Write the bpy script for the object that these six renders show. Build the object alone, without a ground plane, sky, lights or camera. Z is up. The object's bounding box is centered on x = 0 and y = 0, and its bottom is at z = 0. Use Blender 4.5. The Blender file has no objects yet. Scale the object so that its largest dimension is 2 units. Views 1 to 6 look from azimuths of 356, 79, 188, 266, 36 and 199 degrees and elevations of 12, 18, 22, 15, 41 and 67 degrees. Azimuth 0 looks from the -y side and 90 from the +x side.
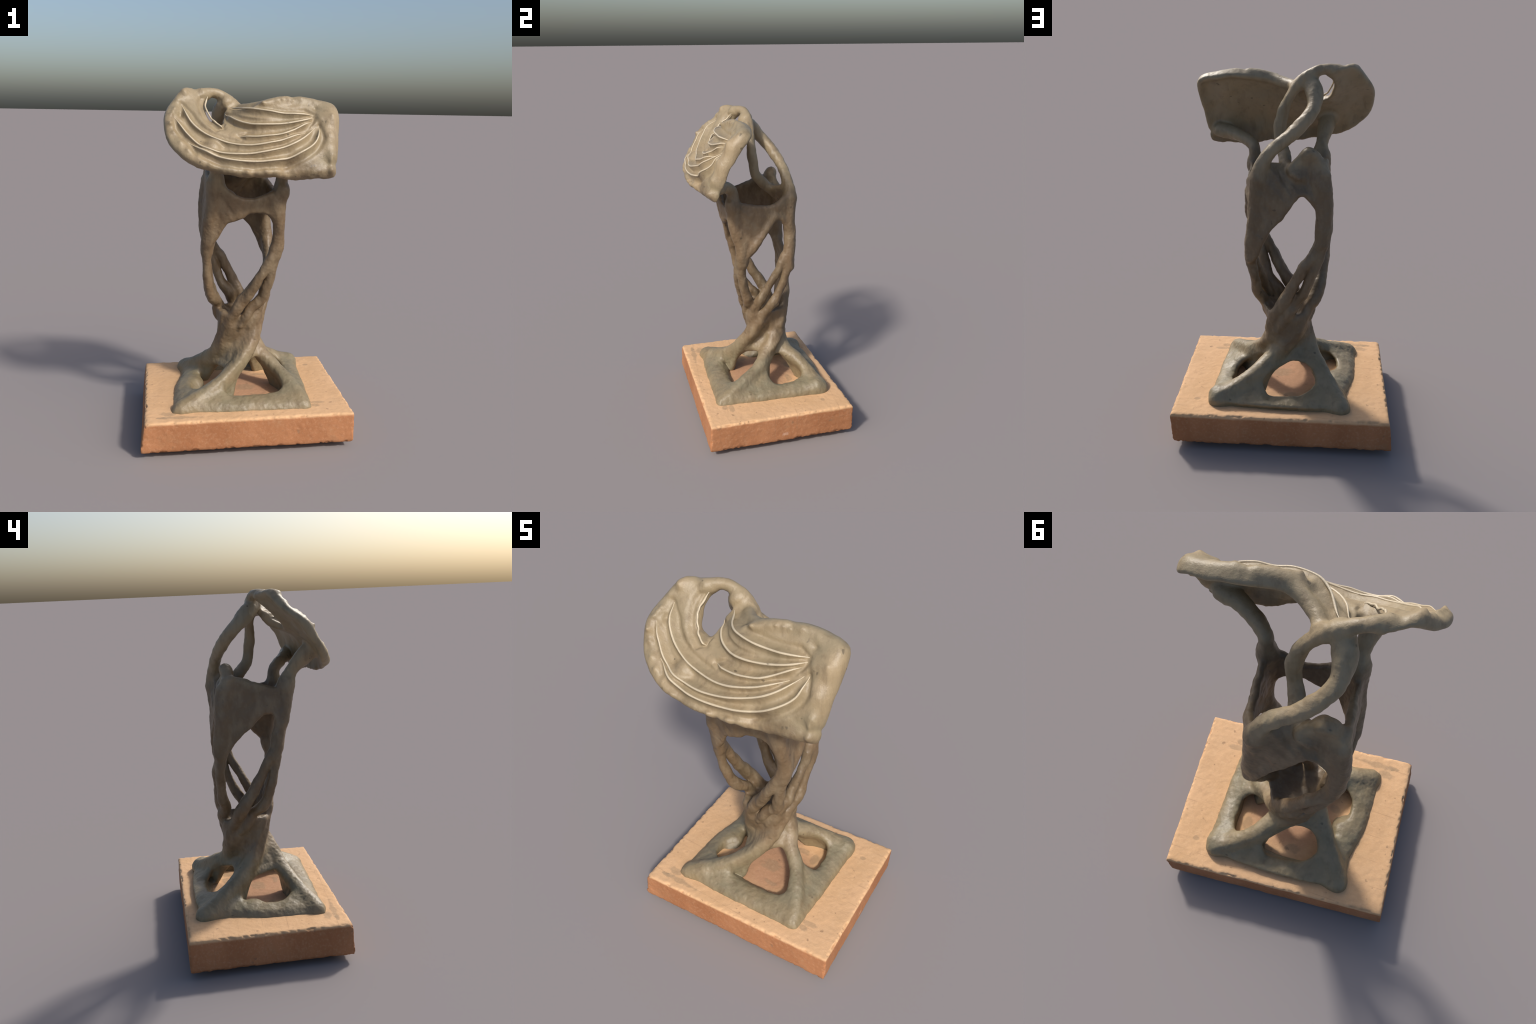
import bpy, numpy as np, math
from mathutils import Vector

H = 0.0045                                   # sculpting grid pitch in metres
# ------------------------------------------------------------------ helpers
def catmull(pts, n):
    """smooth curve through hand placed points (any number of columns)"""
    p = np.asarray(pts, float)
    q = np.vstack([2*p[0]-p[1], p, 2*p[-1]-p[-2]])
    out = []
    for i in range(len(p)-1):
        a, b, c, d = q[i:i+4]
        for t in np.linspace(0, 1, n, endpoint=False):
            out.append(.5*((2*b)+(c-a)*t+(2*a-5*b+4*c-d)*t*t+(3*b-a-3*c+d)*t**3))
    out.append(p[-1])
    return np.array(out)

def resample(pts, n):
    p = np.asarray(pts, float)
    s = np.r_[0, np.cumsum(np.linalg.norm(np.diff(p, axis=0), axis=1))]
    t = np.linspace(0, s[-1], n)
    return np.stack([np.interp(t, s, p[:, i]) for i in range(p.shape[1])], 1)

def smin(a, b, k):
    h = np.maximum(k-np.abs(a-b), 0)/k
    return np.minimum(a, b)-h*h*k*.25
def smax(a, b, k):
    return -smin(-a, -b, k)

class Noise:
    """seeded value noise on a lattice, smooth and periodic"""
    def __init__(self, seed, n=32):
        self.n = n
        self.rot = np.linalg.qr(np.random.default_rng(seed+100).normal(size=(3, 3)))[0]
        self.t = np.random.default_rng(seed).uniform(-1, 1, (n, n, n)).astype(np.float32)
    def __call__(self, p, scale):
        q = (p @ self.rot)/scale                          # turned so that no lattice lines up with the axes
        i = np.floor(q).astype(int); f = q-i
        f = f*f*f*(f*(f*6-15)+10)
        n, t = self.n, self.t
        r = 0
        for dx in (0, 1):
            wx = f[:, 0] if dx else 1-f[:, 0]
            for dy in (0, 1):
                wy = f[:, 1] if dy else 1-f[:, 1]
                for dz in (0, 1):
                    wz = f[:, 2] if dz else 1-f[:, 2]
                    r = r+wx*wy*wz*t[(i[:, 0]+dx) % n, (i[:, 1]+dy) % n, (i[:, 2]+dz) % n]
        return r

class Clay:
    """a lump of clay kept as a signed distance on a grid; parts are added with soft joins"""
    def __init__(self, lo, hi, h):
        self.lo = np.array(lo, float); self.h = h
        self.n = np.ceil((np.array(hi)-lo)/h).astype(int)+1
        self.F = np.full(self.n, .25, np.float32)
        self.own = np.zeros(self.n, np.uint8)
        self.ax = [(self.lo[i]+h*np.arange(self.n[i])).astype(np.float32) for i in range(3)]
    def box(self, lo, hi):
        i0 = np.clip(np.floor((np.array(lo)-self.lo)/self.h).astype(int), 0, self.n-1)
        i1 = np.clip(np.ceil((np.array(hi)-self.lo)/self.h).astype(int)+1, 1, self.n)
        return tuple(slice(a, b) for a, b in zip(i0, i1))
    def xyz(self, sl):
        return np.meshgrid(*[a[s] for a, s in zip(self.ax, sl)], indexing='ij', sparse=True)
    def add(self, sl, f, k, owner):
        a = self.F[sl]
        self.own[sl][f < a] = owner
        self.F[sl] = smin(a, f, k)
    def cut(self, sl, f, k):
        self.F[sl] = smax(self.F[sl], -f, k)
    def _field(self, prims, lo, hi):
        sl = self.box(lo, hi)
        shape = tuple(s.stop-s.start for s in sl)
        f = np.full(shape, .25, np.float32)
        org = [s.start for s in sl]
        for fn, l, h in prims:
            s2 = self.box(np.maximum(l, lo), np.minimum(h, hi))
            X = self.xyz(s2)
            loc = tuple(slice(s.start-o, s.stop-o) for s, o in zip(s2, org))
            if 0 in f[loc].shape: continue
            f[loc] = np.minimum(f[loc], fn(*X))
        return sl, f
    def strand(self, pts, k, owner, n=5, smooth=True):
        """rolled coil of clay: points are x, y, z, radius"""
        p = catmull(pts, n) if smooth else np.asarray(pts, float)
        m = k+.012
        prims = []
        for a, b in zip(p[:-1], p[1:]):
            def fn(X, Y, Z, a=a, b=b):
                d = (b-a)[:3]; L = max(float(d@d), 1e-9)
                t = np.clip(((X-a[0])*d[0]+(Y-a[1])*d[1]+(Z-a[2])*d[2])/L, 0, 1)
                return np.sqrt((X-a[0]-t*d[0])**2+(Y-a[1]-t*d[1])**2+(Z-a[2]-t*d[2])**2)-(a[3]+t*(b[3]-a[3]))
            r = max(a[3], b[3])+m
            prims.append((fn, np.minimum(a, b)[:3]-r, np.maximum(a, b)[:3]+r))
        sl, f = self._field(prims, (p[:, :3]-p[:, 3:]-m).min(0), (p[:, :3]+p[:, 3:]+m).max(0))
        self.add(sl, f, k, owner)
    def sheet(self, c1, c2, r, k, owner, n=16):
        """flattened slab of clay stretched between two edge curves"""
        A, B = resample(c1, n), resample(c2, n)
        tris = []
        for i in range(n-1):
            tris += [(A[i], B[i], B[i+1]), (A[i], B[i+1], A[i+1])]
        m = r+k+.012
        prims = []
        for t in tris:
            a, b, c = t
            if np.linalg.norm(np.cross(b-a, c-a)) < 1e-7: continue
            prims.append((lambda X, Y, Z, t=t: tri_dist(X, Y, Z, *t)-r, np.min(t, 0)-m, np.max(t, 0)+m))
        P = np.vstack([A, B])
        sl, f = self._field(prims, P.min(0)-m, P.max(0)+m)
        self.add(sl, f, k, owner)

def tri_dist(X, Y, Z, a, b, c):
    ab, ac = b-a, c-a
    n = np.cross(ab, ac); n /= np.linalg.norm(n)
    px, py, pz = X-a[0], Y-a[1], Z-a[2]
    d00, d01, d11 = ab@ab, ab@ac, ac@ac
    den = d00*d11-d01*d01
    e0 = px*ab[0]+py*ab[1]+pz*ab[2]
    e1 = px*ac[0]+py*ac[1]+pz*ac[2]
    v = (d11*e0-d01*e1)/den; w = (d00*e1-d01*e0)/den
    inside = (v >= 0) & (w >= 0) & (v+w <= 1)
    dist = np.abs(px*n[0]+py*n[1]+pz*n[2])
    best = np.full(dist.shape, 9., np.float32)
    for p, q in ((a, b), (b, c), (c, a)):
        d = q-p
        t = np.clip(((X-p[0])*d[0]+(Y-p[1])*d[1]+(Z-p[2])*d[2])/(d@d), 0, 1)
        best = np.minimum(best, (X-p[0]-t*d[0])**2+(Y-p[1]-t*d[1])**2+(Z-p[2]-t*d[2])**2)
    return np.where(inside, dist, np.sqrt(best))

def poly_dist(U, V, poly):
    """signed distance to a closed 2D outline, negative inside"""
    P = np.asarray(poly, float); Q = np.roll(P, -1, 0)
    best = np.full(U.shape, 9.); ins = np.zeros(U.shape, bool)
    for (x0, y0), (x1, y1) in zip(P, Q):
        dx, dy = x1-x0, y1-y0
        t = np.clip(((U-x0)*dx+(V-y0)*dy)/max(dx*dx+dy*dy, 1e-12), 0, 1)
        best = np.minimum(best, (U-x0-t*dx)**2+(V-y0-t*dy)**2)
        if y0 != y1:
            ins ^= ((y0 > V) != (y1 > V)) & (U < (x1-x0)*(V-y0)/(y1-y0)+x0)
    d = np.sqrt(best)
    return np.where(ins, -d, d)

def surface_nets(F, lo, h):
    S = F < 0
    c = S[:-1, :-1, :-1].astype(np.uint8)
    for dx in (0, 1):
        for dy in (0, 1):
            for dz in (0, 1):
                if dx+dy+dz:
                    c = c+S[dx:S.shape[0]-1+dx, dy:S.shape[1]-1+dy, dz:S.shape[2]-1+dz]
    I, J, K = np.nonzero((c > 0) & (c < 8))
    idx = np.full(c.shape, -1, np.int32); idx[I, J, K] = np.arange(len(I))
    acc = np.zeros((len(I), 3)); cnt = np.zeros(len(I))
    corner = [(x, y, z) for x in (0, 1) for y in (0, 1) for z in (0, 1)]
    for a in corner:
        for ax in range(3):
            if a[ax]: continue
            b = list(a); b[ax] = 1
            fa = F[I+a[0], J+a[1], K+a[2]].astype(float); fb = F[I+b[0], J+b[1], K+b[2]].astype(float)
            m = (fa < 0) != (fb < 0)
            t = np.where(m, fa/np.where(m, fa-fb, 1), 0)
            for d in range(3):
                acc[:, d] += m*(a[d]+(t if d == ax else 0))
            cnt += m
    V = (acc/cnt[:, None]+np.stack([I, J, K], 1))*h+lo
    quads = []
    for ax in range(3):
        s0 = [slice(1, -1)]*3; s1 = [slice(1, -1)]*3
        s0[ax] = slice(0, -1); s1[ax] = slice(1, None)
        A, B = S[tuple(s0)], S[tuple(s1)]
        for flip, M in ((0, A & ~B), (1, ~A & B)):
            e = np.array(np.nonzero(M))
            for d in range(3):
                if d != ax: e[d] += 1
            u, v = (ax+1) % 3, (ax+2) % 3
            def cell(du, dv):
                q = e.copy(); q[u] += du; q[v] += dv
                return idx[q[0], q[1], q[2]]
            q = np.stack([cell(-1, -1), cell(0, -1), cell(0, 0), cell(-1, 0)], 1)
            quads.append(q[:, ::-1] if flip else q)
    return V, np.vstack(quads)

def vert_normals(V, Q):
    n = np.cross(V[Q[:, 2]]-V[Q[:, 0]], V[Q[:, 3]]-V[Q[:, 1]])
    out = np.zeros_like(V)
    for i in range(4):
        for d in range(3):
            out[:, d] += np.bincount(Q[:, i], n[:, d], len(V))
    return out/np.maximum(np.linalg.norm(out, axis=1, keepdims=True), 1e-12)

def relax(V, Q, times, w=.5):
    for _ in range(times):
        s = np.zeros_like(V); c = np.zeros(len(V))
        for i in range(4):
            for j in (1, 3):
                o = Q[:, (i+j) % 4]
                c += np.bincount(Q[:, i], minlength=len(V))
                for d in range(3):
                    s[:, d] += np.bincount(Q[:, i], V[o, d], len(V))
        V = V*(1-w)+w*s/c[:, None]
    return V

# ------------------------------------------------------------------ the clay body
PEDESTAL, TRUNK, COLLAR, SHELL = 0, 1, 2, 3
COLUMN, ARM = (4, 5, 6, 7), (8, 9, 10, 11)
NAMES = {0: 'pedestal', 1: 'trunk', 2: 'collar', 3: 'shell_panel',
         4: 'column', 5: 'column', 6: 'column', 7: 'column',
         8: 'arm', 9: 'arm', 10: 'arm', 11: 'arm'}

clay = Clay((-.47, -.50, .17), (.57, .43, 2.03), H)

# --- pedestal and trunk: four corner ridges that wind up into the trunk.
# each row: height, then for every ridge its angle (degrees) and distance from the axis
RIDGES = [
    # z     front-left     front-right     back-right      back-left
    (.17,  222, .540,   320, .510,    406, .520,   498.5, .520),
    (.215, 222, .535,   320, .508,    406, .520,   498.5, .515),
    (.25,  223.5, .490, 321.5, .475,  406, .510,   498.5, .490),
    (.27,  226, .440,   324, .425,    406.5, .490, 500,   .450),
    (.29,  229.5, .375, 327.5, .385,  408, .465,   502.5, .405),
    (.33,  236, .285,   335, .310,    415, .385,   506.5, .335),
    (.37,  245, .225,   349, .225,    421, .315,   511,   .275),
    (.41,  256, .190,   362, .175,    427, .228,   516,   .225),
    (.45,  268, .170,   380, .160,    436, .175,   530,   .180),
    (.50,  282, .165,   400, .152,    450, .150,   548,   .155),
    (.56,  300, .158,   412, .142,    470, .145,   563,   .150),
    (.65,  315, .162,   418, .146,    490, .152,   580, .156),
    (.71,  325, .170,   424, .155,    500, .164,   590, .168),
    (.78,  332, .168,   428, .166,    505, .168,   595, .172)]
SIDE = [(.17, 1.0), (.215, 1.04), (.25, 1.04), (.275, .97), (.33, .88), (.42, .84), (.50, .98), (.58, 1.14), (.66, 1.25), (.8, 1.3)]
LEAN = [(.17, 0, 0), (.43, 0, 0), (.52, -.012, .042), (.8, -.012, .045)]   # the trunk leans towards the back

sl = clay.box((-.47, -.5, .17), (.57, .43, .86))
X, Y, Z = clay.xyz(sl)
ped = np.full((X.size, Y.size, Z.size), .25, np.float32)
cav = np.full_like(ped, .25)
rt = np.array(RIDGES, float)
U2, V2 = np.meshgrid(X.ravel(), Y.ravel(), indexing='ij')
for kz, z in enumerate(Z.ravel()):
    row = [np.interp(z, rt[:, 0], rt[:, j]) for j in range(1, 9)]
    c = c_all = np.interp(z, *np.array(SIDE).T)
    cx, cy = (np.interp(z, np.array(LEAN)[:, 0], np.array(LEAN)[:, q]) for q in (1, 2))
    corner = [np.array((r*math.cos(math.radians(a)), r*math.sin(math.radians(a)))) for a, r in zip(row[::2], row[1::2])]
    pts = []
    for i in range(4):
        c = c_all
        a, b = corner[i], corner[(i+1) % 4]
        if i == 2 and .23 < z < .44: c = c*1.07                # the back face is fuller
        tuck = .93 if i == 3 and z < .33 else 1.               # the back-left rim is pinched in
        pts += [a, (a*.75+b*.25)*(1+(c-1)*.75)*tuck, (a+b)*.5*c, (a*.25+b*.75)*(1+(c-1)*.75)]
    pts = np.array(pts)+(cx, cy)
    d = poly_dist(U2, V2, pts)
    ped[:, :, kz] = d*.78
    cav[:, :, kz] = d*.85+np.interp(z, (.17, .25, .30, .42), (.095, .085, .055, .05))
def soften(f, times):
    for _ in range(times):
        for ax in range(3):
            f = np.moveaxis(f, ax, 0); g = f.copy()
            g[1:-1] = .25*f[:-2]+.5*f[1:-1]+.25*f[2:]
            f = np.moveaxis(g, 0, ax)
    return f
ped = soften(ped, 6); cav = soften(cav, 3)
ped = smax(ped, Z-.716-.018*np.sin(2*np.arctan2(Y-.045, X+.012)+1.)+0*ped, .045)   # soft rim of the cup
cav = smax(cav, Z-.415+.5*(X*X+Y*Y), .05)                              # ceiling under the legs
ped = smax(ped, -cav, .025)
clay.add(sl, ped, .02, PEDESTAL)
clay.own[sl][np.broadcast_to(Z > .47, ped.shape)] = TRUNK

def window(pts, axis, r, depth, k=.042):
    """an arched opening through one side: rounded prism through hand-placed corner points along an axis"""
    p = np.asarray(pts, float); ax = np.asarray(axis, float); ax /= np.linalg.norm(ax)
    u = np.cross((0, 0, 1), ax); u /= np.linalg.norm(u); v = np.cross(ax, u)
    c = p.mean(0)
    poly = catmull(np.vstack([np.stack([(p-c)@u, (p-c)@v], 1)]*3), 3)[3*len(p):6*len(p)]   # closed smooth opening
    s = clay.box(p.min(0)-.22, p.max(0)+.22)
    X, Y, Z = clay.xyz(s)
    X, Y, Z = X-c[0], Y-c[1], Z-c[2]
    a = X*u[0]+Y*u[1]+Z*u[2]; b = X*v[0]+Y*v[1]+Z*v[2]; w = X*ax[0]+Y*ax[1]+Z*ax[2]
    f = smax(poly_dist(a, b, poly)-r, np.abs(w)-depth+0*a, .03)
    clay.cut(s, f.astype(np.float32), k)

# corner points lie inside the opening by the rounding radius
window([(-.055, -.26, .280), (.17, -.235, .290), (.222, -.19, .315), (.195, -.12, .375), (.15, -.08, .405), (.115, -.08, .408), (.04, -.11, .38), (-.05, -.20, .320)], (0, 1, -.3), .022, .15)
window([(.29, .07, .290), (.28, .18, .300), (.235, .24, .32), (.18, .225, .345), (.145, .16, .378), (.15, .11, .378), (.20, .055, .335)], (-1, 0, -.3), .022, .14)
window([(.048, .285, .284), (.0, .295, .278), (-.11, .28, .284), (-.16, .25, .305), (-.175, .21, .325), (-.155, .18, .345), (-.12, .17, .360), (-.08, .165, .370), (-.045, .175, .366), (.02, .22, .335)], (0, -1, -.35), .021, .13)
window([(-.29, .075, .292), (-.30, -.07, .276), (-.275, -.15, .292), (-.225, -.195, .325), (-.185, -.185, .352), (-.165, -.155, .368), (-.175, -.10, .360), (-.195, -.02, .345), (-.23, .05, .325)], (1, 0, -.3), .021, .14)
legs = []
# the four legs, straps that wind from the corners up into the trunk
for leg in ([(-.345, -.318, .215, .050), (-.285, -.286, .243, .046), (-.218, -.250, .278, .038), (-.140, -.200, .318, .031), (-.070, -.155, .366, .031), (-.005, -.120, .425, .036), (.045, -.090, .49, .036), (.080, -.045, .56, .034), (.095, .0, .63, .028)],
            [(.340, -.278, .205, .045), (.322, -.225, .248, .040), (.287, -.160, .288, .035), (.243, -.088, .325, .031), (.192, -.025, .360, .033), (.138, .018, .405, .036), (.102, .062, .46, .034), (.068, .103, .54, .031), (.035, .128, .62, .026)],
            [(.325, .335, .235, .055), (.268, .310, .262, .045), (.205, .275, .310, .038), (.135, .230, .352, .040), (.070, .170, .400, .042), (.01, .140, .46, .042), (-.055, .135, .53, .036), (-.10, .11, .61, .028)],
            [(-.340, .310, .225, .055), (-.295, .245, .262, .048), (-.250, .180, .308, .042), (-.205, .115, .358, .040), (-.155, .055, .410, .040), (-.120, .005, .47, .038), (-.095, -.03, .54, .034), (-.06, -.065, .62, .026)]):
    clay.strand(leg, .038, PEDESTAL)
    legs.append(np.array(leg)[:6, :3])
# every leg is a fin that stands on the tile and runs inwards under its ridge
for leg, foot in zip(legs, ([(-.33, -.30, .205), (-.25, -.235, .205), (-.17, -.195, .205), (-.10, -.178, .21), (-.065, -.170, .24), (-.02, -.13, .38)],
                            [(.33, -.25, .205), (.285, -.15, .205), (.245, -.06, .205), (.215, .00, .205), (.19, .025, .24), (.13, .03, .38)],
                            [(.315, .325, .205), (.235, .30, .205), (.165, .278, .205), (.115, .255, .205), (.10, .235, .24), (.05, .16, .38)],
                            [(-.32, .295, .205), (-.275, .23, .205), (-.245, .16, .205), (-.225, .115, .205), (-.205, .085, .25), (-.13, .035, .38)])):
    clay.sheet(catmull(leg, 4), catmull(foot, 4), .019, .036, PEDESTAL, n=12)
clay.strand([(-.25, -.275, .205, .045), (-.05, -.250, .200, .050), (.12, -.242, .200, .050), (.28, -.235, .205, .045)], .03, PEDESTAL)      # wide front sill
clay.strand([(.325, .32, .245, .052), (.325, .22, .222, .046), (.325, .10, .212, .042)], .03, PEDESTAL)            # thick right sill
clay.strand([(-.30, .09, .215, .04), (-.275, .03, .218, .046), (-.262, -.03, .210, .042)], .03, PEDESTAL)   # lump on the left rim

# round scoops thumbed out between the legs
for c, r in (((.075, -.120, .262), (.112, .066, .095)), ((.198, .155, .262), (.066, .092, .090)), ((-.060, .195, .262), (.110, .072, .092)), ((-.236, -.085, .265), (.052, .078, .062))):
    s = clay.box(np.array(c)-r-.04, np.array(c)+r+.04)
    X, Y, Z = clay.xyz(s)
    clay.cut(s, ((np.sqrt(((X-c[0])/r[0])**2+((Y-c[1])/r[1])**2+((Z-c[2])/r[2])**2)-1)*min(r)).astype(np.float32), .03)

# hollow of the cup, open between the strands
s = clay.box((-.22, -.17, .60), (.2, .26, .96))
X, Y, Z = clay.xyz(s)
clay.cut(s, ((np.sqrt(((X+.012)/.136)**2+((Y-.045)/.130)**2+((Z-.79)/.125)**2)-1)*.12).astype(np.float32), .04)

# --- columns: each splits into two strands that wind into the cup
P_, Q_, R_, S_ = COLUMN
K = .022
colP = [(-.163, -.215, 1.49, .044), (-.168, -.207, 1.44, .041), (-.174, -.197, 1.38, .037), (-.182, -.183, 1.32, .035), (-.191, -.166, 1.26, .036), (-.199, -.150, 1.20, .036), (-.204, -.138, 1.14, .034), (-.206, -.127, 1.09, .032)]
colQ = [(.206, -.187, 1.45, .040), (.197, -.178, 1.40, .040), (.195, -.173, 1.338, .034), (.200, -.160, 1.267, .030), (.202, -.138, 1.193, .031), (.195, -.128, 1.121, .036), (.185, -.126, 1.07, .035)]
colR = [(.122, .192, 1.45, .036), (.130, .185, 1.40, .036), (.136, .182, 1.32, .036), (.142, .183, 1.25, .037), (.149, .182, 1.18, .036), (.158, .176, 1.11, .035)]
colS = [(-.205, .14, 1.46, .041), (-.213, .15, 1.39, .043), (-.215, .155, 1.32, .043), (-.214, .162, 1.25, .043), (-.212, .168, 1.19, .042), (-.207, .174, 1.12, .038)]
clay.strand(colP, K, P_); clay.strand(colQ, K, Q_); clay.strand(colR, K, R_); clay.strand(colS, K, S_)
def sink(pts):
    """the foot of a strand keeps winding and sinks into the trunk wall"""
    body = [p for p in pts[:-1] if p[2] > .755]; x, y, z, r = body[-1]
    a = math.degrees(math.atan2(y-.045, x+.012))
    d0 = math.hypot(y-.045, x+.012)
    for dz, da, rr in ((.055, 14, .95), (.11, 28, .8), (.17, 42, .6)):
        wall = np.interp(z-dz, (.50, .58, .65, .72, .80), (.150, .138, .146, .158, .172))
        rad = r*rr
        d = min(d0+.01, wall-rad*.72)
        t = math.radians(a-da)
        body.append((-.012+d*math.cos(t), .045+d*math.sin(t), z-dz, rad))
    return body
for owner, pts in (
    (P_, [(-.210, -.112, 1.11, .027), (-.211, -.075, 1.05, .027), (-.207, -.054, .994, .028), (-.202, -.028, .94, .029), (-.195, .004, .883, .031), (-.186, .040, .825, .034), (-.168, .074, .766, .036), (-0.133, 0.130, 0.69, .031), (-0.084, 0.156, 0.61, 0.026)]),
    (P_, [(-.206, -.135, 1.08, .028), (-.206, -.121, 1.0, .025), (-.202, -.105, .934, .026), (-.194, -.086, .869, .028), (-.180, -.056, .804, .032), (-.15, .012, .738, .034), (-0.135, 0.060, 0.67, .031), (-0.128, 0.109, 0.60, 0.026)]),
    (Q_, [(.182, -.135, 1.10, .029), (.149, -.144, 1.04, .027), (.115, -.146, .973, .028), (.084, -.137, .918, .029), (.050, -.120, .861, .032), (.010, -.098, .80, .035), (-0.045, -0.078, 0.72, .031), (-0.091, -0.060, 0.65, 0.026)]),
    (Q_, [(.187, -.118, 1.09, .030), (.172, -.130, 1.0, .025), (.158, -.120, .94, .026), (.138, -.108, .87, .029), (.118, -.085, .80, .032), (0.084, -0.068, 0.72, .031), (0.030, -0.080, 0.65, 0.026)]),
    (R_, [(.162, .150, 1.09, .029), (.165, .108, 1.008, .026), (.158, .080, .953, .027), (.147, .050, .90, .028), (.137, .021, .847, .030), (.126, -.01, .79, .033), (0.113, -0.034, 0.72, .031), (0.065, -0.062, 0.65, 0.026)]),
    (R_, [(.164, .172, 1.09, .029), (.169, .158, 1.0, .025), (.162, .138, .914, .026), (.154, .110, .847, .027), (.150, .077, .78, .030), (.132, .045, .71, .034), (0.115, 0.010, 0.65, .031), (0.093, -0.035, 0.58, 0.026)]),
    (S_, [(-.188, .180, 1.10, .030), (-.147, .192, 1.03, .029), (-.112, .193, .985, .030), (-.087, .194, .93, .030), (-.062, .193, .88, .032), (-.033, .187, .82, .034), (-.004, .178, .76, .036), (0.045, 0.150, 0.69, .031), (0.090, 0.129, 0.61, 0.026)]),
    (S_, [(-.203, .170, 1.09, .030), (-.186, .180, 1.01, .027), (-.165, .180, .955, .027), (-.145, .179, .90, .028), (-.118, .170, .83, .032), (-.071, .155, .77, .034), (-0.030, 0.150, 0.70, .031), (-0.081, 0.157, 0.62, 0.026)]),
):
    clay.strand(sink(pts), .016, owner)

# --- collar: a triangular web on every side, hanging from the ring to a column
def up(col, z0):
    c = np.array(col)[::-1, :3]
    return [tuple(p) for p in c if p[2] >= z0]
T = .018
def shift(pts, dx=0, dy=0): return [(p[0]+dx, p[1]+dy, p[2]) for p in pts]
# front web
clay.sheet(up(colP, 1.08)+shift([(-.145, -.226, 1.49), (-.11, -.222, 1.445), (-.06, -.214, 1.408), (.014, -.200, 1.382), (.076, -.187, 1.389), (.118, -.19, 1.41), (.16, -.19, 1.43), (.20, -.18, 1.43)], dy=-.004),
           [colP[-1][:3]]+shift([(-.184, -.155, 1.15), (-.15, -.168, 1.195), (-.103, -.186, 1.27), (-.058, -.192, 1.292), (-.007, -.188, 1.312), (.036, -.183, 1.335), (.078, -.180, 1.338), (.135, -.17, 1.325), (.195, -.16, 1.28)], dy=-.008), T, .03, COLLAR)
# right web
clay.sheet(up(colQ, 1.06)+shift([(.203, -.155, 1.44), (.199, -.118, 1.437), (.193, -.049, 1.42), (.188, .02, 1.408), (.178, .084, 1.412), (.160, .13, 1.44), (.135, .17, 1.47)], dx=.004),
           [colQ[-1][:3]]+shift([(.203, -.094, 1.13), (.200, -.065, 1.15), (.196, -.021, 1.21), (.190, .022, 1.277), (.182, .07, 1.343), (.176, .095, 1.356), (.165, .125, 1.347), (.145, .165, 1.28)], dx=.012), T, .03, COLLAR)
# back web: outer apron, then a saddle that dips inwards between the long arm and the lobe
clay.sheet([(.168, .188, 1.02)]+up(colR, 1.1)+[(.115, .19, 1.495), (.085, .165, 1.52), (.05, .125, 1.51), (.018, .095, 1.50), (-.015, .085, 1.495), (-.05, .095, 1.50), (-.09, .12, 1.52), (-.15, .135, 1.51), (-.20, .145, 1.48)],
           [(.160, .19, 1.02), (.140, .202, 1.045), (.113, .202, 1.12), (.067, .198, 1.197), (.015, .190, 1.25), (-.029, .182, 1.312), (-.061, .175, 1.35), (-.086, .172, 1.384), (-.11, .17, 1.384), (-.144, .165, 1.358), (-.20, .16, 1.30)], T, .035, COLLAR)
# left web
clay.sheet(up(colS, 1.1)+[(-.204, .125, 1.53), (-.200, .06, 1.530), (-.198, .026, 1.512), (-.195, -.008, 1.493), (-.190, -.049, 1.484), (-.184, -.098, 1.467), (-.18, -.145, 1.455), (-.170, -.195, 1.47)],
           [colS[-1][:3]]+shift([(-.208, .14, 1.135), (-.204, .10, 1.19), (-.198, .04, 1.248), (-.194, -.004, 1.277), (-.191, -.034, 1.317), (-.188, -.063, 1.345), (-.186, -.099, 1.346), (-.185, -.13, 1.338), (-.182, -.165, 1.29)], dx=-.012), T, .03, COLLAR)
# rolled lower edges of the webs
clay.strand([(.212, -.075, 1.145, .022), (.209, -.03, 1.21, .022), (.200, .03, 1.29, .020), (.190, .08, 1.36, .017)], .02, COLLAR)
# ear-like lobe on the back-left corner
clay.sheet([(-.06, .145, 1.49), (-.105, .122, 1.545), (-.135, .116, 1.573), (-.162, .114, 1.535), (-.185, .125, 1.45)],
           [(-.08, .14, 1.47), (-.10, .135, 1.50), (-.135, .12, 1.51), (-.16, .12, 1.49), (-.19, .135, 1.42)], .041, .025, COLLAR, n=8)

s = clay.box((-.20, .08, 1.44), (-.02, .26, 1.61))              # scoop pressed in under the lobe
X, Y, Z = clay.xyz(s)
clay.cut(s, ((np.sqrt(((X+.105)/.072)**2+((Y-.188)/.044)**2+((Z-1.525)/.050)**2)-1)*.045).astype(np.float32), .035)

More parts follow.
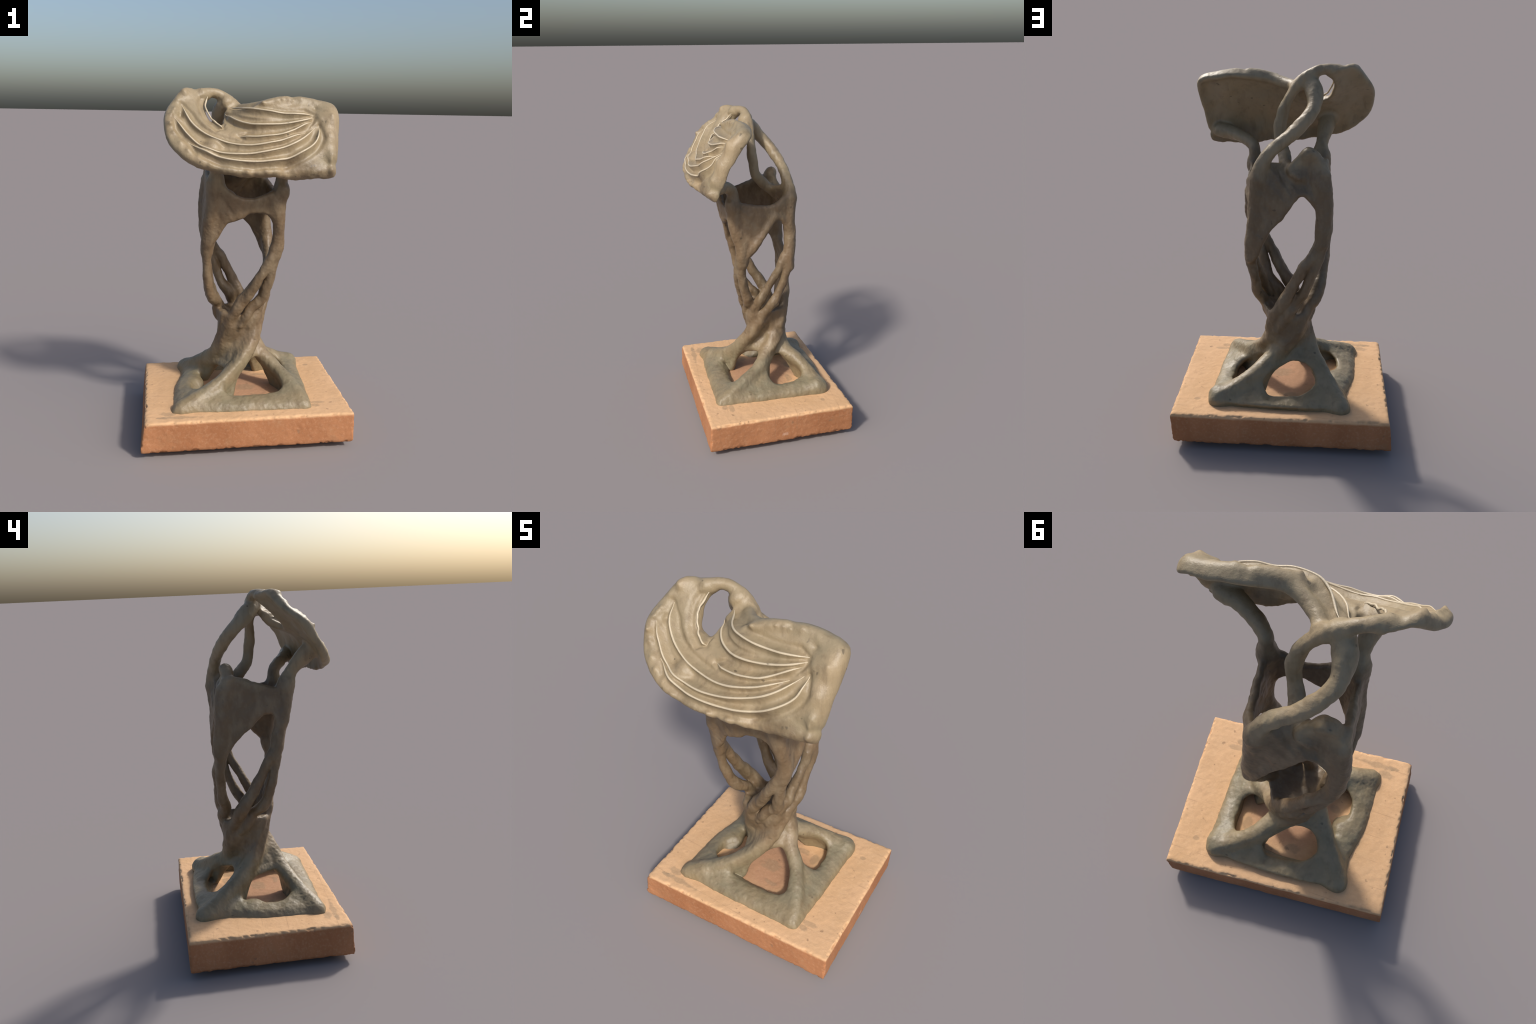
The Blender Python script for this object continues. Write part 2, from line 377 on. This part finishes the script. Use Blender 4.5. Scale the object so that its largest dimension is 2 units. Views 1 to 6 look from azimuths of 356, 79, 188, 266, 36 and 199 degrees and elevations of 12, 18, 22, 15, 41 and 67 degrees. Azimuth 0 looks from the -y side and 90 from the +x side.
# --- shell-like panel on top: a warped sheet seen as height above a slanted plane
O = np.array((0, -.28, 1.75)); AU = np.array((1., 0, 0)); AV = np.array((0, .45, .893)); AN = np.array((0, -.893, .45))
def uvw(p):
    q = np.asarray(p, float)-O
    return np.stack([q@AU, q@AV, q@AN], -1)
ribs = [
    [(-.076, -.11, 1.889), (-.022, -.201, 1.887), (.032, -.239, 1.881), (.143, -.261, 1.868), (.258, -.249, 1.858), (.37, -.218, 1.858)],
    [(-.106, -.146, 1.851), (-.057, -.228, 1.821), (0, -.265, 1.806), (.058, -.288, 1.80), (.18, -.285, 1.802), (.304, -.259, 1.823), (.368, -.224, 1.841)],
    [(-.038, -.306, 1.741), (.06, -.325, 1.738), (.159, -.322, 1.749), (.207, -.318, 1.76), (.258, -.29, 1.777), (.352, -.245, 1.823)],
    [(-.34, -.205, 1.905), (-.30, -.28, 1.82), (-.231, -.32, 1.759), (-.147, -.347, 1.722), (-.057, -.357, 1.699), (.036, -.369, 1.697), (.129, -.364, 1.713), (.223, -.339, 1.735), (.319, -.283, 1.77)],
    [(-.375, -.298, 1.841), (-.318, -.335, 1.759), (-.241, -.377, 1.689), (-.141, -.396, 1.658), (-.034, -.407, 1.653), (.073, -.399, 1.663), (.182, -.37, 1.683), (.286, -.336, 1.723), (.373, -.261, 1.798)],
    [(-.301, -.377, 1.714), (-.213, -.416, 1.667), (-.12, -.423, 1.631), (-.02, -.419, 1.618), (.083, -.405, 1.616), (.187, -.387, 1.627), (.285, -.368, 1.662), (.378, -.304, 1.718), (.392, -.25, 1.80)],
    [(-.202, -.12, 1.945), (-.216, -.159, 1.903), (-.210, -.194, 1.874), (-.180, -.237, 1.824), (-.142, -.258, 1.793), (-.122, -.265, 1.780)]]
rim = [(-.318, -.150, 1.990), (-.411, -.256, 1.873), (-.40, -.350, 1.755), (-.288, -.43, 1.632), (-.149, -.442, 1.585), (-.001, -.432, 1.568), (.152, -.418, 1.565), (.312, -.375, 1.555), (.47, -.325, 1.545),
       (.485, -.300, 1.66), (.498, -.245, 1.775), (.50, -.200, 1.87), (.435, -.152, 1.938), (.297, -.163, 1.961), (.157, -.197, 1.949), (.096, -.208, 1.937), (.03, -.176, 1.912),
       (-.25, -.095, 1.985), (-.38, -.20, 1.92)]
hollow = [(.25, -.188, 1.905), (.374, -.182, 1.896), (.15, -.208, 1.90), (.408, -.238, 1.834), (.466, -.243, 1.848), (.455, -.295, 1.75), (.383, -.336, 1.635), (.383, -.344, 1.599), (.20, -.37, 1.60)]
ctrl = uvw(np.array([p for r in ribs for p in r]+rim+hollow))

du = .0025
n4 = Noise(41)
gu = np.arange(-.50, .62, du); gv = np.arange(-.36, .40, du)
GU, GV = np.meshgrid(gu, gv, indexing='ij')
def tps(c, val, lam=2e-4):
    n = len(c)
    r2 = ((c[:, None]-c[None])**2).sum(-1)
    Kx = .5*r2*np.log(r2+1e-12)+lam*np.eye(n)
    Pm = np.c_[np.ones(n), c]
    A = np.zeros((n+3, n+3)); A[:n, :n] = Kx; A[:n, n:] = Pm; A[n:, :n] = Pm.T
    sol = np.linalg.solve(A, np.r_[val, 0, 0, 0])
    out = sol[n]+sol[n+1]*GU+sol[n+2]*GV
    for (x, y), w in zip(c, sol[:n]):
        q = (GU-x)**2+(GV-y)**2
        out = out+w*.5*q*np.log(q+1e-12)
    return out
front = tps(ctrl[:, :2], ctrl[:, 2])
outline = catmull([(-.235, .290), (-.318, .282), (-.380, .205), (-.419, .12), (-.423, .03), (-.394, -.08), (-.294, -.178), (-.151, -.228), (0, -.235), (.152, -.232), (.312, -.222), (.440, -.212), (.474, -.203),
                   (.482, -.165), (.474, -.145), (.486, -.10), (.500, .05), (.503, .160), (.480, .205), (.430, .221), (.368, .234), (.297, .236), (.226, .226), (.157, .205), (.09, .184), (.03, .158),
                   (-.03, .150), (-.065, .165), (-.090, .178), (-.106, .160), (-.115, .122), (-.118, .082), (-.138, .064), (-.168, .074), (-.195, .088), (-.222, .145), (-.231, .19), (-.223, .230), (-.198, .260)], 3)
edge = poly_dist(GU, GV, outline)
# ribs: crisp crests, steeper below than above
relief = np.zeros_like(front); nearest = np.full(GU.shape, 9.)
for r in ribs:
    c = catmull(uvw(r), 6)
    for _ in range(10): c[1:-1] = .25*c[:-2]+.5*c[1:-1]+.25*c[2:]
    best = np.full(GU.shape, 9.); side = np.zeros(GU.shape); along = np.zeros(GU.shape)
    for i in range(len(c)-1):
        a, b = c[i], c[i+1]; dx, dy = b[0]-a[0], b[1]-a[1]
        t = np.clip(((GU-a[0])*dx+(GV-a[1])*dy)/(dx*dx+dy*dy), 0, 1)
        ex, ey = GU-a[0]-t*dx, GV-a[1]-t*dy
        d = ex*ex+ey*ey
        m = d < best
        best = np.where(m, d, best); side = np.where(m, np.sign(dx*ey-dy*ex), side); along = np.where(m, (i+t)/(len(c)-1), along)
    d = np.sqrt(best)
    fade = np.clip(np.minimum(along, 1-along)/.05, .25, 1)
    relief = np.maximum(relief, fade*np.exp(-d/.011))
    nearest = np.minimum(nearest, d+.03*(1-np.clip(np.minimum(along, 1-along)/.08, 0, 1)))
trough = np.exp(-(np.maximum(nearest-.028, 0)/.016)**2)*(1-np.exp(-(nearest/.015)**2))       # scooped between the ribs
relief = .011*relief-.0165*trough
smooth = tps(ctrl[:, :2], ctrl[:, 2], 3e-3)
edge = edge-.007
front = front+relief*np.clip(-edge/.02, 0, 1)
for (a, b), r, h in (((.455, -.186), .024, .026), ((.455, -.112), .032, .024), ((.43, -.15), .02, -.010), ((.40, -.19), .03, .010), ((.09, .183), .016, .010), ((.20, .222), .02, .008),
                     ((-.372, .135), .012, .012), ((-.381, .112), .012, .010), ((-.389, .088), .011, .009), ((-.35, .093), .02, -.018), ((-.375, -.02), .012, .008),
                     ((-.34, -.08), .014, .008), ((-.30, -.125), .014, .009), ((-.25, -.155), .012, .007), ((-.32, .235), .018, .008), ((-.395, .03), .012, .008),
                     ((.195, .205), .007, .010), ((.225, .208), .007, .010), ((.255, .207), .007, .009), ((.38, .165), .015, -.012), ((.40, .10), .018, .006)):
    front = front+h*np.exp(-((GU-a)**2+(GV-b)**2)/r**2)     # finger marks, pinches and stuck-on pellets
wing = np.clip((GU+.12)/.12, 0, 1)                            # the square side is hollowed more behind
corner = np.exp(-((GU-.46)**2+(GV+.20)**2)/.10**2)              # thinner towards the low square corner
knot = np.exp(-((GU+.05)**2+(GV-.11)**2)/.06**2)                # thick where the panel twists away from the loop
rng = np.random.default_rng(5)                                  # pinched, lumpy lip all the way round
for a, b in outline[::2]:
    a, b = (a, b)-np.array((a-.03, b))*rng.uniform(.03, .09)
    front = front+rng.uniform(-.004, .009)*np.exp(-((GU-a)**2+(GV-b)**2)/rng.uniform(.010, .020)**2)
    edge = edge-rng.uniform(-.003, .005)*np.exp(-((GU-a)**2+(GV-b)**2)/.022**2)
P2 = np.stack([GU.ravel(), GV.ravel(), 0*GU.ravel()], 1)
smooth = smooth+.007*n4(P2, .13).reshape(GU.shape)+.004*n4(P2, .05).reshape(GU.shape)
back = smooth-(.040-.002*wing-.012*corner)-(.026+.018*wing)*(1-.6*corner)*np.exp(-np.maximum(-edge, 0)/.028)-.045*knot-.014*wing*np.clip((GV-.08)/.08, 0, 1)*np.exp(-((edge+.02)/.02)**2)
gx, gy = np.gradient(tps(ctrl[:, :2], ctrl[:, 2], 2e-3), du)
slope = 1/np.sqrt(1+gx**2+gy**2)
def look(tab, u, v):
    a = np.clip((u-gu[0])/du, 0, len(gu)-1.001); b = np.clip((v-gv[0])/du, 0, len(gv)-1.001)
    i, j = a.astype(int), b.astype(int); a, b = a-i, b-j
    return (tab[i, j]*(1-a)+tab[i+1, j]*a)*(1-b)+(tab[i, j+1]*(1-a)+tab[i+1, j+1]*a)*b
s = clay.box((-.47, -.5, 1.49), (.57, .02, 2.03))
X, Y, Z = clay.xyz(s)
shape = (X.size, Y.size, Z.size)
u = np.broadcast_to(X, shape); v = (Y-O[1])*AV[1]+(Z-O[2])*AV[2]+0*X; w = (Y-O[1])*AN[1]+(Z-O[2])*AN[2]+0*X
fr, bk, sp, ed = (look(t, u, v) for t in (front, back, slope, edge))
f = smax(smax((w-fr)*sp, (bk-w)*sp, .014), ed, .036).astype(np.float32)

# --- arms that carry the panel
AP, AQ, AR, AS = ARM
clay.strand([(-.162, -.20, 1.47, .038), (-.155, -.213, 1.509, .036), (-.158, -.236, 1.55, .034), (-.163, -.265, 1.59, .038), (-.172, -.31, 1.635, .048), (-.18, -.345, 1.67, .05)], .03, AP)
clay.strand([(.205, -.175, 1.43, .038), (.209, -.182, 1.515, .034), (.235, -.208, 1.553, .035), (.29, -.24, 1.575, .035), (.35, -.268, 1.59, .038), (.42, -.285, 1.60, .042)], .028, AQ)
clay.strand([(.122, .192, 1.45, .036), (.108, .190, 1.51, .037), (.08, .178, 1.565, .036), (.035, .166, 1.615, .034), (-.015, .152, 1.655, .034), (-.065, .134, 1.695, .035), (-.11, .105, 1.745, .035), (-.138, .062, 1.795, .036), (-.138, .018, 1.84, .040), (-.120, -.028, 1.885, .044), (-.098, -.052, 1.912, .040)], .022, AR)
clay.strand([(-.04, .115, 1.47, .03), (-.005, .075, 1.50, .030), (.012, .03, 1.545, .031), (.036, -.008, 1.594, .031), (.046, -.022, 1.661, .030), (.036, -.03, 1.728, .028), (.014, -.032, 1.795, .027), (-.016, -.033, 1.85, .028), (-.056, -.032, 1.902, .028), (-.108, -.038, 1.945, .027), (-.17, -.055, 1.966, .027), (-.235, -.095, 1.962, .028)], .022, AS)
# rolled edge of the panel running into that arm
clay.strand([(.22, -.160, 1.925, .024), (.165, -.170, 1.917, .026), (.11, -.170, 1.904, .027), (.053, -.143, 1.892, .028), (.005, -.105, 1.882, .029), (-.03, -.065, 1.88, .027), (-.055, -.042, 1.892, .025)], .02, SHELL)
clay.sheet([(.03, -.13, 1.88), (-.03, -.075, 1.875), (-.08, -.06, 1.895)], [(.0, -.19, 1.855), (-.05, -.16, 1.85), (-.09, -.12, 1.85)], .016, .02, SHELL, n=4)
clay.add(s, f, .022, SHELL)

# ------------------------------------------------------------------ mesh the clay
V, Q = surface_nets(clay.F, clay.lo, H)
V = relax(V, Q, 3, .5)
N = vert_normals(V, Q)
n1, n2, n3 = Noise(3), Noise(11), Noise(23)
onpanel = np.clip((V[:, 2]-1.56)/.05, 0, 1)*np.clip((uvw(V)[:, 2]+.12)/.04, 0, 1)
amp = (1-.78*onpanel)*(.55+.45*np.clip((V[:, 2]-.42)/.15, 0, 1))
stretch = V*np.array((1, 1, .55))
disp = amp*(.0045*n1(stretch, .055)+.0030*n2(stretch, .026))+.0010*(1-.5*onpanel)*n3(V, .012)
V = V+N*disp[:, None]
N = vert_normals(V, Q)
ijk = np.clip(np.round((V[Q].mean(1)-clay.lo)/H).astype(int), 0, clay.n-1)
owner = clay.own[ijk[:, 0], ijk[:, 1], ijk[:, 2]]

# ------------------------------------------------------------------ materials
class Nodes:
    def __init__(self, name):
        self.m = bpy.data.materials.new(name); self.m.use_nodes = True
        self.t = self.m.node_tree; self.t.nodes.clear()
        self.out = self.n('ShaderNodeOutputMaterial'); self.b = self.n('ShaderNodeBsdfPrincipled')
        self.t.links.new(self.b.outputs[0], self.out.inputs[0])
        self.co = self.n('ShaderNodeTexCoord').outputs['Object']
    def n(self, kind, **kw):
        x = self.t.nodes.new(kind)
        for k, v in kw.items(): setattr(x, k, v)
        return x
    def link(self, a, b): self.t.links.new(a, b)
    def put(self, sock, v):
        if isinstance(v, bpy.types.NodeSocket): self.link(v, sock)
        else: sock.default_value = v
    def noise(self, scale, detail=4, rough=.55, co=None, stretch=None, dist=0):
        co = co or self.co
        if stretch:
            mp = self.n('ShaderNodeMapping'); mp.inputs['Scale'].default_value = stretch
            self.link(co, mp.inputs[0]); co = mp.outputs[0]
        x = self.n('ShaderNodeTexNoise')
        x.inputs['Scale'].default_value = scale; x.inputs['Detail'].default_value = detail
        x.inputs['Roughness'].default_value = rough; x.inputs['Distortion'].default_value = dist
        self.link(co, x.inputs['Vector'])
        return x.outputs['Fac']
    def ramp(self, fac, *stops):
        r = self.n('ShaderNodeValToRGB'); e = r.color_ramp.elements
        while len(e) < len(stops): e.new(.5)
        for el, (p, c) in zip(e, stops):
            el.position = p; el.color = (c, c, c, 1) if isinstance(c, (int, float)) else (*c, 1)
        self.link(fac, r.inputs[0])
        return r.outputs[0]
    def math(self, op, a, b=0., c=0.):
        x = self.n('ShaderNodeMath', operation=op)
        for i, v in enumerate((a, b, c)): self.put(x.inputs[i], v)
        return x.outputs[0]
    def mix(self, fac, a, b, mode='MIX'):
        x = self.n('ShaderNodeMix', data_type='RGBA', blend_type=mode)
        self.put(x.inputs[0], fac)
        for s, v in ((x.inputs[6], a), (x.inputs[7], b)):
            self.put(s, v if isinstance(v, bpy.types.NodeSocket) else (*v, 1))
        return x.outputs[2]
    def bump(self, h, dist, strength=1., prev=None):
        x = self.n('ShaderNodeBump'); x.inputs['Distance'].default_value = dist; x.inputs['Strength'].default_value = strength
        self.link(h, x.inputs['Height'])
        if prev: self.link(prev, x.inputs['Normal'])
        return x.outputs[0]
    def xyz(self):
        x = self.n('ShaderNodeSeparateXYZ'); self.link(self.co, x.inputs[0]); return x.outputs
    def blob(self, centre, size, soft=.35):
        """0..1 mask of an ellipsoid, ragged by noise"""
        mp = self.n('ShaderNodeMapping', vector_type='TEXTURE')
        mp.inputs['Location'].default_value = centre; mp.inputs['Scale'].default_value = size
        self.link(self.co, mp.inputs[0])
        ln = self.n('ShaderNodeVectorMath', operation='LENGTH'); self.link(mp.outputs[0], ln.inputs[0])
        d = self.math('ADD', ln.outputs['Value'], self.math('MULTIPLY', self.math('SUBTRACT', self.noise(22, 5), .5), 1.5))
        return self.ramp(d, (1-soft, 1.), (1+soft*.3, 0.))

def clay_material(name='modelling_clay', glint_tint=0.):
    m = Nodes(name)
    big = m.noise(4.5, 3, .5, dist=.4)
    mid = m.noise(16, 5, .6, stretch=(1, 1, .5))
    fine = m.noise(90, 4, .6)
    z = m.xyz()[2]
    zz = m.math('ADD', z, m.math('MULTIPLY', m.math('SUBTRACT', m.noise(6, 4), .5), .5))
    col = m.ramp(big, (.35, (.240, .195, .120)), (.65, (.290, .220, .130)))
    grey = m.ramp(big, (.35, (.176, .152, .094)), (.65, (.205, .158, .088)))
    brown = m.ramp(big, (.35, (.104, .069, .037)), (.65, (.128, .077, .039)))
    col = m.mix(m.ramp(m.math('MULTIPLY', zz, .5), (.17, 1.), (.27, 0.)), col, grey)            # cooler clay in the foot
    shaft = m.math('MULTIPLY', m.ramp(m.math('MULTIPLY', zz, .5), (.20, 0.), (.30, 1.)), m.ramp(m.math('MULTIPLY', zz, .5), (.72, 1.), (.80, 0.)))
    col = m.mix(m.math('MULTIPLY', shaft, .85), col, brown)                                     # darker, redder brown over the shaft
    streak = m.noise(30, 4, .6, stretch=(1, 1, .16))
    col = m.mix(m.math('MULTIPLY', m.ramp(streak, (.5, 0.), (.72, 1.)), .4), col, (.090, .056, .029))
    col = m.mix(m.math('MULTIPLY', m.ramp(mid, (.45, 0.), (.7, 1.)), .45), col, (.262, .205, .13))
    col = m.mix(m.math('MULTIPLY', m.ramp(mid, (.3, 1.), (.46, 0.)), .4), col, (.155, .115, .068))
    col = m.mix(m.math('MULTIPLY', m.ramp(fine, (.55, 0.), (.8, 1.)), .2), col, (.29, .245, .17))
    if glint_tint: col = m.mix(glint_tint, col, (.60, .52, .385))          # bright glints on the rib crests painted in as cream colour
    m.link(col, m.b.inputs['Base Color'])
    m.b.inputs['Roughness'].default_value = .48-.15*glint_tint
    m.b.inputs['Specular IOR Level'].default_value = .5
    pit = m.ramp(m.noise(26, 1.5, .4), (.735, 0.), (.775, 1.))
    m.link(m.mix(m.math('MULTIPLY', pit, .6), col, (.05, .038, .024)), m.b.inputs['Base Color'])
    nb = m.bump(m.noise(38, 5, .6, stretch=(1, 1, .6)), .004, .4)
    nb = m.bump(m.noise(60, 3, .6, stretch=(.35, 2.2, 1.4), dist=1.2), .0018, .35, nb)      # brush and tool drag lines
    nb = m.bump(m.noise(150, 3, .6), .002, .4, nb)
    m.link(nb, m.b.inputs['Normal'])
    return m.m

def slab_material():
    m = Nodes('terracotta_tile')
    x, y, z = m.xyz()
    big = m.noise(3, 3, .5); mid = m.noise(14, 5, .6); fine = m.noise(70, 4, .65)
    top = m.ramp(big, (.35, (.53, .325, .170)), (.65, (.59, .365, .200)))
    top = m.mix(m.math('MULTIPLY', m.ramp(mid, (.5, 0.), (.75, 1.)), .35), top, (.63, .41, .235))
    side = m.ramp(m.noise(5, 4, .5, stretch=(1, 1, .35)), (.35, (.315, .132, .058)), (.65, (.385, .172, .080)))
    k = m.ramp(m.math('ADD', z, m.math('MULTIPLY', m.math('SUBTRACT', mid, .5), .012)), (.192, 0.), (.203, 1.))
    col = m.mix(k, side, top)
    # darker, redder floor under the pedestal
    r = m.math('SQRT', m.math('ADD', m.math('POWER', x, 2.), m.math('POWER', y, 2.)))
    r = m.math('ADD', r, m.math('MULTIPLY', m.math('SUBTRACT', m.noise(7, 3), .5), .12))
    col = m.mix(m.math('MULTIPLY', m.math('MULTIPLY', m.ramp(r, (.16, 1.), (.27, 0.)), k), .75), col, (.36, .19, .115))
    # drag lines of the cutting wire and faint stains
    lines = m.n('ShaderNodeTexWave', bands_direction='Y', wave_profile='SAW'); lines.inputs['Scale'].default_value = 2.3; lines.inputs['Distortion'].default_value = .35
    m.link(m.co, lines.inputs['Vector'])
    line = m.math('MULTIPLY', m.ramp(lines.outputs['Fac'], (.965, 0.), (.985, 1.)), m.ramp(m.noise(6, 3), (.45, 0.), (.6, 1.)))
    col = m.mix(m.math('MULTIPLY', line, .35), col, (.25, .14, .075))
    col = m.mix(m.math('MULTIPLY', m.ramp(m.noise(9, 6, .7), (.55, 0.), (.75, 1.)), .4), col, (.34, .20, .105))
    # pits and smears of clay
    pits = m.ramp(m.noise(34, 2, .4), (.70, 0.), (.76, 1.))
    col = m.mix(m.math('MULTIPLY', pits, .55), col, (.20, .12, .07))
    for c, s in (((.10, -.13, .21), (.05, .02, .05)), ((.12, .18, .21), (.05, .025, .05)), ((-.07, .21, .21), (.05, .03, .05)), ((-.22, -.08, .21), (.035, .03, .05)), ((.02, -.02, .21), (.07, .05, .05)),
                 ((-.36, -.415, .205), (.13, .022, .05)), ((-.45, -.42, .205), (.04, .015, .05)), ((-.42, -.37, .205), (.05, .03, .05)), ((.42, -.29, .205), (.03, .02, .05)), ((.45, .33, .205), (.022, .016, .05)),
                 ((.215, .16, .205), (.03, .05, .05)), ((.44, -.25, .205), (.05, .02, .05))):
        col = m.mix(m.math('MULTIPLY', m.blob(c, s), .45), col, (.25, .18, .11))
    col = m.mix(m.math('MULTIPLY', m.blob((.61, .06, .085), (.03, .03, .02)), .4), col, (.68, .50, .40))
    col = m.mix(m.math('MULTIPLY', m.ramp(fine, (.5, 0.), (.8, 1.)), .18), col, (.75, .52, .34))
    m.link(col, m.b.inputs['Base Color'])
    m.b.inputs['Roughness'].default_value = .8
    m.b.inputs['Specular IOR Level'].default_value = .25
    nb = m.bump(m.noise(26, 5, .65), .005, .5)
    nb = m.bump(m.noise(130, 3, .6), .002, .4, nb)
    m.link(nb, m.b.inputs['Normal'])
    return m.m

CLAY, TILE, GLINT_TINTED = clay_material(), slab_material(), clay_material('glint_tinted_clay', .62)

# ------------------------------------------------------------------ objects
root = bpy.data.objects.new('clay_sculpture', None)
bpy.context.scene.collection.objects.link(root)
root['label'] = 'twisted openwork clay sculpture with ribbed shell panel on terracotta tile'
root['category'] = 'clay sculpture'

def make(name, V, Q, N, mat):
    used = np.unique(Q); remap = np.full(len(V), -1); remap[used] = np.arange(len(used))
    v, q = V[used], remap[Q]
    me = bpy.data.meshes.new(name)
    me.vertices.add(len(v)); me.vertices.foreach_set('co', v.astype(np.float32).ravel())
    me.loops.add(len(q)*4); me.loops.foreach_set('vertex_index', q.astype(np.int32).ravel())
    me.polygons.add(len(q))
    me.polygons.foreach_set('loop_start', np.arange(0, len(q)*4, 4, dtype=np.int32))
    me.polygons.foreach_set('use_smooth', np.ones(len(q), bool))
    me.update(calc_edges=True)
    me.normals_split_custom_set_from_vertices([tuple(n) for n in N[used]])
    me.materials.append(mat)
    ob = bpy.data.objects.new(name, me); ob.parent = root
    bpy.context.scene.collection.objects.link(ob)
    return ob

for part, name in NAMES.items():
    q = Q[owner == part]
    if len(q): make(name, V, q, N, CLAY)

# --- cords rolled onto the panel
def cord(path, radius):
    c = catmull(uvw(path), 10)
    n = len(c)
    for _ in range(25): c[1:-1] = .25*c[:-2]+.5*c[1:-1]+.25*c[2:]
    w = look(front, c[:, 0], c[:, 1])-.0020
    p = O+c[:, :1]*AU+c[:, 1:2]*AV+w[:, None]*AN
    for _ in range(2): p[1:-1] = .25*p[:-2]+.5*p[1:-1]+.25*p[2:]
    t = np.gradient(p, axis=0); t /= np.linalg.norm(t, axis=1, keepdims=True)
    side = np.cross(t, AN); side /= np.linalg.norm(side, axis=1, keepdims=True)
    upw = np.cross(side, t)
    f = np.linspace(0, 1, n)
    r = radius*np.clip(np.minimum(f, 1-f)/.10, .25, 1)**.7*(1+.12*n2(p, .03))
    k = 10; a = 2*np.pi*np.arange(k)/k
    off = np.cos(a)[None, :, None]*side[:, None]+np.sin(a)[None, :, None]*upw[:, None]
    v = (p[:, None]+off*r[:, None, None]).reshape(-1, 3)
    q = [(i*k+j, (i+1)*k+j, (i+1)*k+(j+1) % k, i*k+(j+1) % k) for i in range(n-1) for j in range(k)]
    v = np.vstack([v, p[:1], p[-1:]])
    q += [(j, (j+1) % k, n*k, n*k) for j in range(0)]
    return v, np.array(q), np.vstack([off.reshape(-1, 3), -t[:1], t[-1:]])
panel = next(o for o in bpy.data.objects if o.name == 'shell_panel')
for path in ribs:
    ob = make('rib', *cord(path, .0048), GLINT_TINTED)
    ob.parent = panel

# --- terracotta tile under it
tile = Clay((-.66, -.53, -.02), (.66, .53, .24), .006)
X, Y, Z = tile.xyz(tile.box(tile.lo, tile.lo+tile.h*tile.n))
top = np.array([(-.542, -.490), (.630, -.396), (.560, .497), (-.614, .401)])
bot = np.array([(-.569, -.495), (.627, -.407), (.551, .501), (-.634, .404)])
U2, V2 = np.meshgrid(X.ravel(), Y.ravel(), indexing='ij')
f = np.empty(tile.n, np.float32)
for kz, z in enumerate(Z.ravel()):
    t = np.clip((z-.04)/.165, 0, 1)
    f[:, :, kz] = poly_dist(U2, V2, bot*(1-t)+top*t)
zt = .210+.006*Y
body = smax(smax(f, Z-zt+0*f, .016), .030-Z+0*f, .025)
foot = smax(f+.06, -Z+0*f, .02)
foot = np.maximum(foot, Z-.1)
tile.F[...] = np.minimum(body, foot)
TV, TQ = surface_nets(tile.F, tile.lo, tile.h)
TV = relax(TV, TQ, 1)
TN = vert_normals(TV, TQ)
edgy = 1-np.abs(TN).max(1)                                       # chips only along the worn edges
worn = np.clip(edgy/.15, 0, 1)
TV = TV-TN*(worn*np.maximum(n2(TV, .034)*.009+n1(TV, .014)*.008, -.001)+.0015*n1(TV, .09)+.0010*n2(TV, .02))[:, None]
TV[:, 2] -= TV[:, 2].min()
TN = vert_normals(TV, TQ)
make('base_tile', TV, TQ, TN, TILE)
